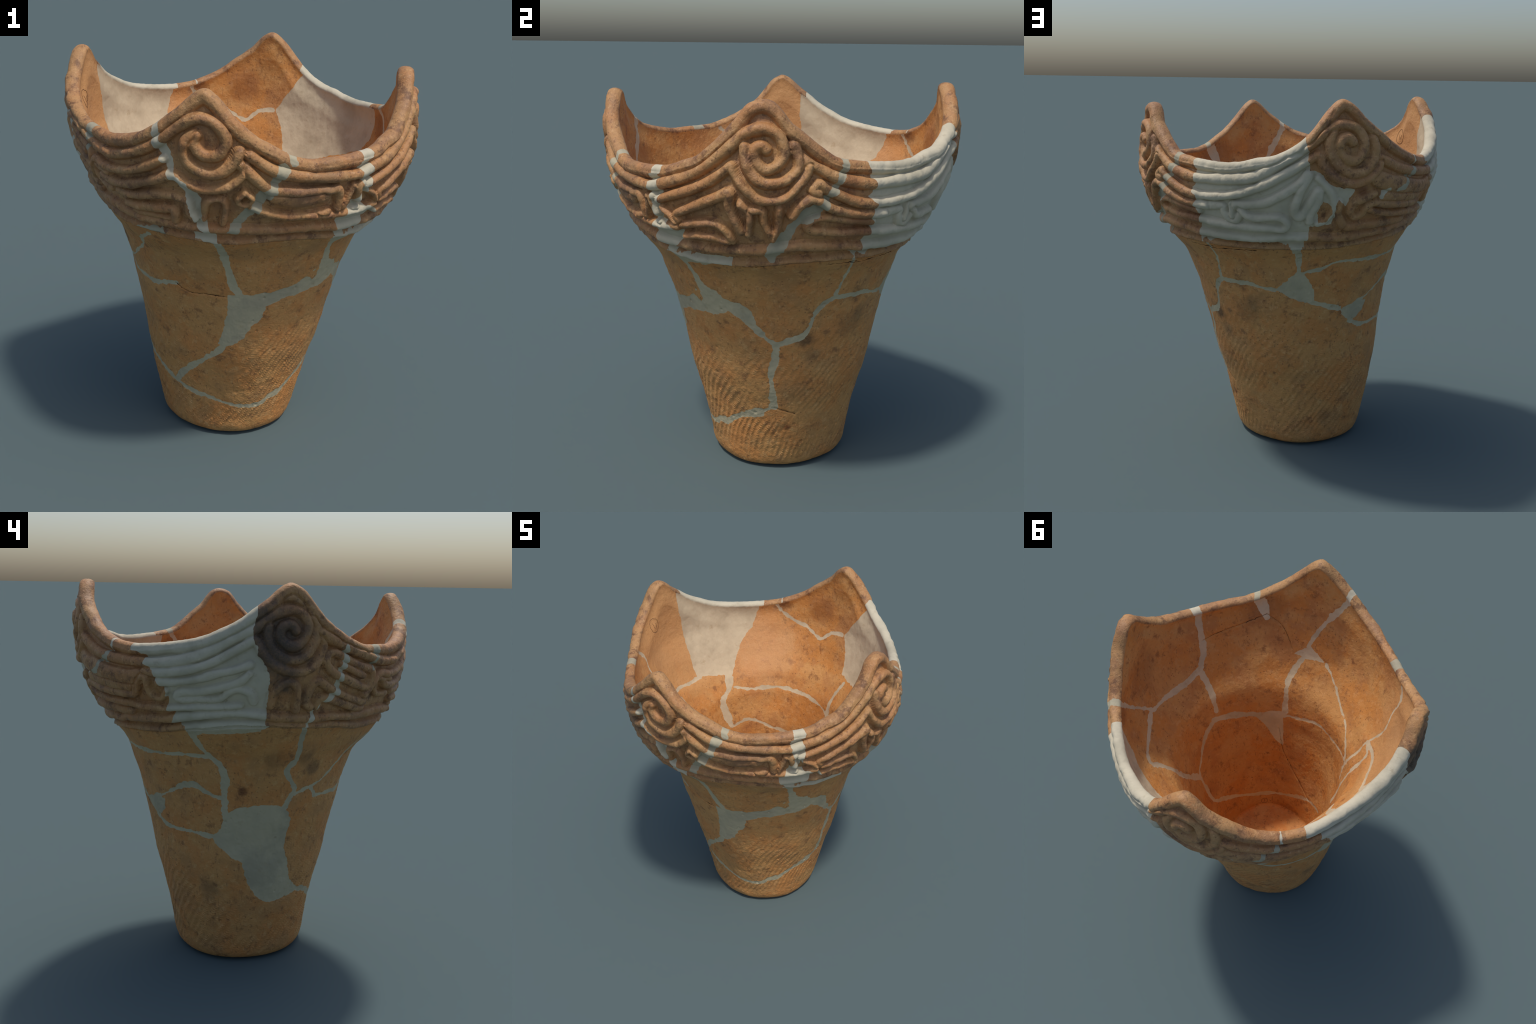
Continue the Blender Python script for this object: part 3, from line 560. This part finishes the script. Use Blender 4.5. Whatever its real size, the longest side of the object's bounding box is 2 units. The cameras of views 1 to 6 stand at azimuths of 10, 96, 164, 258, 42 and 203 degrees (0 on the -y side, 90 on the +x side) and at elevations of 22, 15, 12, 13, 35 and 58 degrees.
# ------------------------------------------------------------------ materials
def srgb(r, g, b):
    def l(v):
        v /= 255.0
        return v / 12.92 if v <= .04045 else ((v + .055) / 1.055) ** 2.4
    return (l(r), l(g), l(b), 1.0)
class Nodes:
    def __init__(self, name):
        self.m = bpy.data.materials.new(name); self.m.use_nodes = True
        self.t = self.m.node_tree; self.t.nodes.clear()
        self.out = self.t.nodes.new("ShaderNodeOutputMaterial"); self.b = self.t.nodes.new("ShaderNodeBsdfPrincipled")
        self.t.links.new(self.b.outputs[0], self.out.inputs[0])
        self.co = self.t.nodes.new("ShaderNodeTexCoord").outputs["Object"]
    def put(self, sock, v):
        if isinstance(v, bpy.types.NodeSocket): self.t.links.new(v, sock)
        else: sock.default_value = v
    def noise(self, scale, detail=4, rough=.55, stretch=None, shift=0):
        co = self.co
        if stretch or shift:
            mp = self.t.nodes.new("ShaderNodeMapping"); self.t.links.new(co, mp.inputs[0])
            mp.inputs["Scale"].default_value = stretch or (1, 1, 1); mp.inputs["Location"].default_value = (shift, shift * .7, shift * 1.3)
            co = mp.outputs[0]
        n = self.t.nodes.new("ShaderNodeTexNoise"); self.t.links.new(co, n.inputs["Vector"])
        n.inputs["Scale"].default_value = scale; n.inputs["Detail"].default_value = detail; n.inputs["Roughness"].default_value = rough
        return n.outputs["Fac"]
    def ramp(self, v, lo, hi, a=0.0, b=1.0):
        n = self.t.nodes.new("ShaderNodeMapRange"); n.interpolation_type = 'SMOOTHSTEP'
        self.put(n.inputs[0], v); n.inputs[1].default_value = lo; n.inputs[2].default_value = hi
        n.inputs[3].default_value = a; n.inputs[4].default_value = b
        return n.outputs[0]
    def math(self, op, x, y):
        n = self.t.nodes.new("ShaderNodeMath"); n.operation = op; self.put(n.inputs[0], x); self.put(n.inputs[1], y); return n.outputs[0]
    def mix(self, fac, x, y, blend='MIX'):
        n = self.t.nodes.new("ShaderNodeMix"); n.data_type = 'RGBA'; n.blend_type = blend
        self.put(n.inputs[0], fac); self.put(n.inputs[6], x); self.put(n.inputs[7], y); return n.outputs[2]
    def spot(self, centre, radius, wob, soft=.7):
        n = self.t.nodes.new("ShaderNodeVectorMath"); n.operation = 'DISTANCE'
        self.t.links.new(self.co, n.inputs[0]); n.inputs[1].default_value = centre
        d = self.math('ADD', n.outputs["Value"], self.math('MULTIPLY', self.math('SUBTRACT', wob, .5), radius * 1.6))
        return self.ramp(d, radius * (1 + soft * .4), radius * (1 - soft), 0, 1)
    def bump(self, h, dist, strength=1.0):
        n = self.t.nodes.new("ShaderNodeBump"); n.inputs["Distance"].default_value = dist; n.inputs["Strength"].default_value = strength
        self.put(n.inputs["Height"], h); self.t.links.new(n.outputs[0], self.b.inputs["Normal"])
    def finish(self, col, rough=.75, spec=.3):
        self.put(self.b.inputs["Base Color"], col); self.put(self.b.inputs["Roughness"], rough)
        self.b.inputs["Specular IOR Level"].default_value = spec
        return self.m
def wall_pt(a, z, off=.0): return tuple(float(v) for v in on_wall(np.array([[a, z]], float), off)[0])

def clay(name, base, warm, dull, dark, pale, smudges=(), extra=None, stain=.54, gritty=1.0, rough=.72, spec=.35):
    n = Nodes(name)
    big = n.noise(5.0, 5, .62, shift=4); mid = n.noise(7, 5, .6, shift=11); small = n.noise(26, 5, .65, shift=2); grain = n.noise(120, 3, .6)
    col = n.mix(n.ramp(big, .42, .60), base, warm)
    col = n.mix(n.ramp(mid, .47, .66, 0, .8), col, dull)
    col = n.mix(n.ramp(small, .53, .68, 0, .55), col, pale)
    col = n.mix(n.ramp(n.noise(15, 6, .7, shift=23), stain, stain + .15, 0, .75), col, dark)
    # mineral specks
    vor = n.t.nodes.new("ShaderNodeTexVoronoi"); n.t.links.new(n.co, vor.inputs["Vector"]); vor.inputs["Scale"].default_value = 42
    speck = n.math('MULTIPLY', n.ramp(vor.outputs["Distance"], .22, .10), n.ramp(n.noise(9, 2, .5, shift=31), .44, .56))
    col = n.mix(n.math('MULTIPLY', speck, .75), col, dark)
    streak = n.noise(55, 3, .6, stretch=(1, 1, .3), shift=41)
    col = n.mix(n.ramp(streak, .58, .70, 0, .45), col, dark)
    col = n.mix(n.ramp(n.noise(60, 3, .6, shift=57), .60, .70, 0, .5), col, pale)
    for centre, rad, amt, colour in smudges:
        s = n.spot(centre, rad, n.noise(13, 5, .7, shift=rad * 100))
        col = n.mix(n.math('MULTIPLY', s, amt), col, colour)
    if extra: col = extra(n, col, mid, small)
    col = n.mix(n.ramp(grain, .35, .7, 0, .22), col, dull)
    h = n.math('ADD', n.math('MULTIPLY', grain, .5 * gritty), n.math('MULTIPLY', n.noise(45, 5, .65), 1.1))
    n.bump(h, .005, .75)
    return n.finish(col, n.ramp(small, .3, .7, rough - .08, rough + .08), spec)

SOOT = srgb(76, 66, 57); RUST = srgb(112, 62, 34)
band_smudge = [(wall_pt(178.5, 1.735), .19, .88, SOOT), (wall_pt(179, 1.735), .10, .55, srgb(58, 53, 48)), (wall_pt(182, 1.55), .06, .7, SOOT), (wall_pt(175, 1.86), .05, .7, SOOT), (wall_pt(190.5, 1.5), .035, .5, SOOT),
               (wall_pt(26, 1.60), .06, .5, RUST), (wall_pt(33, 1.42), .09, .55, RUST), (wall_pt(-52, 1.56), .10, .45, srgb(92, 72, 58)), (wall_pt(-58, 1.50), .08, .4, srgb(92, 72, 58)),
               (wall_pt(97, 1.56), .04, .7, RUST), (wall_pt(-108, 1.52), .09, .4, srgb(96, 66, 48))]
body_smudge = [(wall_pt(21, .80), .055, .75, srgb(70, 56, 42)), (wall_pt(28, .70), .05, .35, srgb(80, 64, 46)), (wall_pt(52, .91), .05, .4, srgb(90, 76, 58)), (wall_pt(48, .85), .08, .35, srgb(90, 72, 50)),
               (wall_pt(150, .43), .06, .45, srgb(84, 70, 54)), (wall_pt(169.5, .985), .028, .8, srgb(96, 52, 28)), (wall_pt(206, 1.09), .05, .6, srgb(78, 62, 46)),
               (wall_pt(199, 1.15), .05, .5, srgb(92, 66, 44)), (wall_pt(184, 1.15), .07, .35, srgb(104, 70, 42)), (wall_pt(15, .27), .02, .8, srgb(112, 58, 30)), (wall_pt(103, .19), .05, .4, srgb(96, 62, 40)),
               (wall_pt(46, 1.02), .05, .35, srgb(80, 66, 48))]
M_BAND = clay("fired_clay_band", srgb(183, 138, 89), srgb(178, 126, 78), srgb(156, 114, 78), srgb(104, 70, 48), srgb(204, 162, 114), band_smudge, stain=.50, rough=.60, spec=.45)
M_BODY = clay("fired_clay_body", srgb(200, 146, 87), srgb(200, 136, 76), srgb(180, 132, 82), srgb(130, 88, 56), srgb(212, 166, 110), body_smudge)
def inside_tint(n, col, mid, small):
    sep = n.t.nodes.new("ShaderNodeSeparateXYZ"); n.t.links.new(n.co, sep.inputs[0])
    # sherds on the -x side are tan, and the rubbed spot on the +y side is pale
    tan = n.ramp(n.math('ADD', sep.outputs[0], n.math('MULTIPLY', n.math('SUBTRACT', mid, .5), .25)), -.50, -.72, 0, .8)
    col = n.mix(tan, col, srgb(196, 148, 98))
    pale = n.spot(wall_pt(134, 1.42, .07), .30, mid)
    return n.mix(n.math('MULTIPLY', pale, .65), col, srgb(204, 154, 108))
in_smudge = [(wall_pt(-65, 1.60, .06), .16, .45, srgb(120, 66, 34)), (wall_pt(0, 1.55, .06), .15, .35, srgb(126, 70, 36)), (wall_pt(197, 1.56, .06), .10, .5, srgb(120, 84, 58)), (wall_pt(121, 1.69, .05), .07, .75, srgb(96, 54, 28)),
             (wall_pt(100, 1.70, .05), .12, .5, srgb(140, 84, 44)), (wall_pt(-95, .10, .1), .10, .4, srgb(120, 62, 34)), (wall_pt(25, 1.6, .05), .09, .5, srgb(120, 62, 30))]
M_INSIDE = clay("fired_clay_inside", srgb(200, 147, 87), srgb(199, 134, 68), srgb(180, 124, 74), srgb(128, 82, 50), srgb(208, 158, 104), in_smudge, inside_tint, gritty=.6)

M_FLOOR = clay("fired_clay_floor", srgb(210, 149, 86), srgb(208, 134, 68), srgb(188, 126, 74), srgb(134, 82, 48), srgb(216, 162, 104), [], None, gritty=.6)  # lighter, more orange copy of the inside colour, used for the floor

def plaster_mat(name, base, shade, stain, rough=.85):
    n = Nodes(name)
    col = n.mix(n.ramp(n.noise(5, 5, .6, shift=6), .42, .66), base, shade)
    col = n.mix(n.ramp(n.noise(17, 6, .7, shift=15), .56, .76, 0, .6), col, stain)
    g = n.noise(90, 3, .6, shift=1)
    col = n.mix(n.ramp(g, .5, .75, 0, .25), col, shade)
    n.bump(n.math('ADD', n.math('MULTIPLY', n.noise(30, 4, .6, stretch=(1, 1, .35)), 1.0), n.math('MULTIPLY', g, .4)), .004, .5)
    return n.finish(col, rough, .25)
M_PL_BAND = plaster_mat("plaster_band", srgb(200, 190, 166), srgb(184, 175, 152), srgb(164, 150, 124))
M_PL_SEAM = plaster_mat("plaster_seam", srgb(176, 167, 142), srgb(162, 154, 132), srgb(148, 134, 108))  # band plaster darkened: shade on the steep seams is baked into this colour
M_PL_BODY = plaster_mat("plaster_body", srgb(187, 175, 144), srgb(170, 160, 134), srgb(166, 146, 110))
M_PL_IN = plaster_mat("plaster_inside", srgb(202, 184, 154), srgb(184, 166, 138), srgb(166, 140, 106))
M_MARK = Nodes("pencil"); M_MARK = M_MARK.finish(srgb(112, 82, 58), .8, .2)

# ------------------------------------------------------------------ build the parts
root = bpy.data.objects.new("pottery_vessel", None); bpy.context.scene.collection.objects.link(root)
root["label"] = "mended orange clay pot with four spiral peaks"
root["category"] = "pottery vessel"
PV = P.reshape(-1, 3).astype(np.float32); NV = NRM.reshape(-1, 3).astype(np.float32)
NV[vid[0, 0]] = (0, 0, -1); NV[vid[-1, 0]] = (0, 0, 1)
def make_part(name, qsel, tsel, mat):
    q, t = Q[qsel], T[tsel]
    if len(q) + len(t) == 0: return None
    loops = np.r_[q.ravel(), t.ravel()]
    used, inv = np.unique(loops, return_inverse=True)
    me = bpy.data.meshes.new(name)
    me.vertices.add(len(used)); me.vertices.foreach_set("co", PV[used].ravel())
    me.loops.add(len(loops)); me.loops.foreach_set("vertex_index", inv.astype(np.int32).ravel())
    n = len(q) + len(t); me.polygons.add(n)
    start = np.r_[np.arange(len(q)) * 4, len(q) * 4 + np.arange(len(t)) * 3].astype(np.int32)
    me.polygons.foreach_set("loop_start", start)
    me.update(calc_edges=True); me.validate()
    me.polygons.foreach_set("use_smooth", np.ones(len(me.polygons), bool))
    me.normals_split_custom_set_from_vertices(NV[used].tolist())
    me.materials.append(mat)
    ob = bpy.data.objects.new(name, me); bpy.context.scene.collection.objects.link(ob); ob.parent = root
    return ob

# regions by row and by the coil that lies on top
def region(row, col):
    k = kind[row]; z = Z0[row, col]
    lab = np.where(Hgt[row, col] > .0015, Lab[row, col], -1); lab = np.where(k == 3, 0, lab)
    on_body = (k <= 1) | ((k == 2) & (z < foot_ring(thd)[col] - .024) & (lab < 0))
    reg = np.where(k >= 4, 3, np.where(on_body & (k >= 1), 1, 2))
    reg = np.where(k == 0, 0, reg); reg = np.where(k == 5, 4, reg)
    reg = np.where((lab >= 0) & ((k == 2) | (k == 3) | (k == 1)), 10 + lab, reg)
    return reg
q_reg, t_reg = region(Qrow, Qcol), region(Trow, Tcol)

# plaster pieces: connected runs of filled cells
cell = np.zeros((NR - 1, NT), bool); cell[Qrow[q_pl], Qcol[q_pl]] = True; cell[Trow[t_pl], Tcol[t_pl]] = True
comp = np.full((NR - 1, NT), -1); parent = []
def find(x):
    while parent[x] != x:
        parent[x] = parent[parent[x]]; x = parent[x]
    return x
prev = []
for r in range(NR - 1):
    row = cell[r]; e = np.flatnonzero(np.diff(np.r_[0, row.astype(int), 0])); cur = []
    for s, t in zip(e[::2], e[1::2]):
        i = len(parent); parent.append(i); comp[r, s:t] = i; cur.append((s, t, i))
        for s2, t2, j in prev:
            if s < t2 and s2 < t and kind[r] != 4 or (s < t2 and s2 < t and kind[r - 1] == 4): parent[find(i)] = find(j)
    if len(cur) > 1 and cur[0][0] == 0 and cur[-1][1] == NT: parent[find(cur[0][2])] = find(cur[-1][2])
    prev = cur
roots = np.array([find(i) for i in range(len(parent))]) if parent else np.zeros(0, int)
comp = np.where(comp >= 0, roots[np.maximum(comp, 0)], -1)
ids, cnt = np.unique(comp[comp >= 0], return_counts=True)
small_ids = set(ids[cnt < 160].tolist())
q_comp, t_comp = comp[Qrow, Qcol], comp[Trow, Tcol]

make_part("base", (q_reg == 0) & ~q_pl, (t_reg == 0) & ~t_pl, M_BODY)
make_part("body", (q_reg == 1) & ~q_pl, (t_reg == 1) & ~t_pl, M_BODY)
make_part("rim_band", (q_reg == 2) & ~q_pl, (t_reg == 2) & ~t_pl, M_BAND)
make_part("inner_wall", (q_reg == 3) & ~q_pl, (t_reg == 3) & ~t_pl, M_INSIDE)
make_part("inner_floor", (q_reg == 4) & ~q_pl, (t_reg == 4) & ~t_pl, M_FLOOR)
for i, nm in enumerate(coil_names):
    make_part(nm, (q_reg == 10 + i) & ~q_pl, (t_reg == 10 + i) & ~t_pl, M_BAND)
def plaster_kind(rows, cols):
    k = kind[rows]; z = Z0[rows, cols]
    return np.where(k >= 4, 2, np.where((k <= 1) | (z < foot_ring(thd)[cols] - .03), 1, 0))
q_pk, t_pk = plaster_kind(Qrow, Qcol), plaster_kind(Trow, Tcol)
for pk, mat in ((0, M_PL_BAND), (1, M_PL_BODY), (2, M_PL_IN)):
    for cid in ids:
        if int(cid) in small_ids: continue
        qs = q_pl & (q_comp == cid) & (q_pk == pk)
        make_part("plaster_fill", qs, t_pl & (t_comp == cid) & (t_pk == pk), M_PL_SEAM if pk == 0 and qs.sum() < 9000 else mat)
    sm = np.array(sorted(small_ids), int)
    ob = make_part("plaster_crumbs", q_pl & np.isin(q_comp, sm) & (q_pk == pk), t_pl & np.isin(t_comp, sm) & (t_pk == pk), mat)
    if ob: ob["kind"] = "stuff"

# ------------------------------------------------------------------ pencilled inventory rings on the inside
def inside_point(a, z, lift=.0):
    col = int(round((a + 180) % 360 / 360 * NT)) % NT
    rows = np.arange(i0, i1 - N_FLOOR); k = rows[np.argmin(np.abs(P[rows, col, 2] - z))]
    return P[k, col] + NRM[k, col] * lift
def mark(strokes):
    verts, faces = [], []
    for pts, closed in strokes:
        pp = np.array([inside_point(a, z, .0006) for a, z in pts]); n = len(pp); base = len(verts)
        for k in range(n):
            tg = pp[(k + 1) % n] - pp[k - 1] if closed else pp[min(k + 1, n - 1)] - pp[max(k - 1, 0)]
            tg = tg / (np.linalg.norm(tg) + 1e-9)
            out = -np.array([pp[k][0], pp[k][1], 0]); out /= np.linalg.norm(out)
            side = np.cross(tg, out); side /= np.linalg.norm(side) + 1e-9
            for j in range(6):
                an = j / 6 * 2 * math.pi
                verts.append(tuple(pp[k] + .0011 * (math.cos(an) * side + math.sin(an) * out)))
        for k in range(n if closed else n - 1):
            for j in range(6):
                k2 = (k + 1) % n
                faces.append((base + k * 6 + j, base + k * 6 + (j + 1) % 6, base + k2 * 6 + (j + 1) % 6, base + k2 * 6 + j))
    me = bpy.data.meshes.new("pencil_mark"); me.from_pydata(verts, [], faces); me.materials.append(M_MARK)
    ob = bpy.data.objects.new("pencil_mark", me); bpy.context.scene.collection.objects.link(ob); ob.parent = root
def ring_stroke(a, z, ra_, rz, n=40):
    return ([(a + ra_ * math.cos(t * 2 * math.pi / n), z + rz * math.sin(t * 2 * math.pi / n)) for t in range(n)], True)
mark([ring_stroke(192.5, 1.745, 2.6, .045), ([(191.6, 1.76 - .006 * i) for i in range(6)], False), ([(193.2 - .1 * i, 1.765 - .007 * i) for i in range(6)], False)])
mark([ring_stroke(-66, .155, 5, .022), ([(-66.5, .167 - .004 * i) for i in range(6)], False), ([(-78, .2 - .006 * i) for i in range(8)], False)])
# ------------------------------------------------------------------ open hairline cracks
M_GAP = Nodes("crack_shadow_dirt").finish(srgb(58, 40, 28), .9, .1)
def wall_point(a, z, inside, lift):
    col = int(round((a + 180) % 360 / 360 * NT)) % NT
    rows = np.arange(i0, i1 - N_FLOOR) if inside else np.arange(o0, o1)
    k = rows[np.argmin(np.abs(P[rows, col, 2] - z))]
    q = P[k, col].copy(); q[2] = z
    return q + NRM[k, col] * lift, NRM[k, col]
for pts, ins in HAIRLINES:
    path = spline(pts, .008); verts, faces = [], []
    jit = vnoise(np.c_[np.arange(len(path)) * .55, path[:, 0] * .1, path[:, 1]]) ; jit2 = vnoise(np.c_[np.arange(len(path)) * .8 + 40, path[:, 0] * .1, path[:, 1]])
    rad = .0007 + .0013 * np.clip(vnoise(np.c_[np.arange(len(path)) * .21 + 9, path * .3]) + .3, 0, 1)
    pn = [wall_point(a_ + .35 * j, z_ + .004 * j2, ins, -.0002) for (a_, z_), j, j2 in zip(path, jit, jit2)]
    for k in range(len(pn)):
        tg = pn[min(k + 1, len(pn) - 1)][0] - pn[max(k - 1, 0)][0]; tg /= np.linalg.norm(tg) + 1e-9
        nn = pn[k][1]; side = np.cross(tg, nn); side /= np.linalg.norm(side) + 1e-9
        for j in range(6):
            an = j / 6 * 2 * math.pi
            verts.append(tuple(pn[k][0] + rad[k] * (1.3 * math.cos(an) * side + .8 * math.sin(an) * nn)))
    for k in range(len(pn) - 1):
        for j in range(6):
            faces.append((k * 6 + j, k * 6 + (j + 1) % 6, k * 6 + 6 + (j + 1) % 6, k * 6 + 6 + j))
    me = bpy.data.meshes.new("hairline_crack"); me.from_pydata(verts, [], faces); me.materials.append(M_GAP)
    ob = bpy.data.objects.new("hairline_crack", me); bpy.context.scene.collection.objects.link(ob); ob.parent = root
bpy.context.view_layer.update()
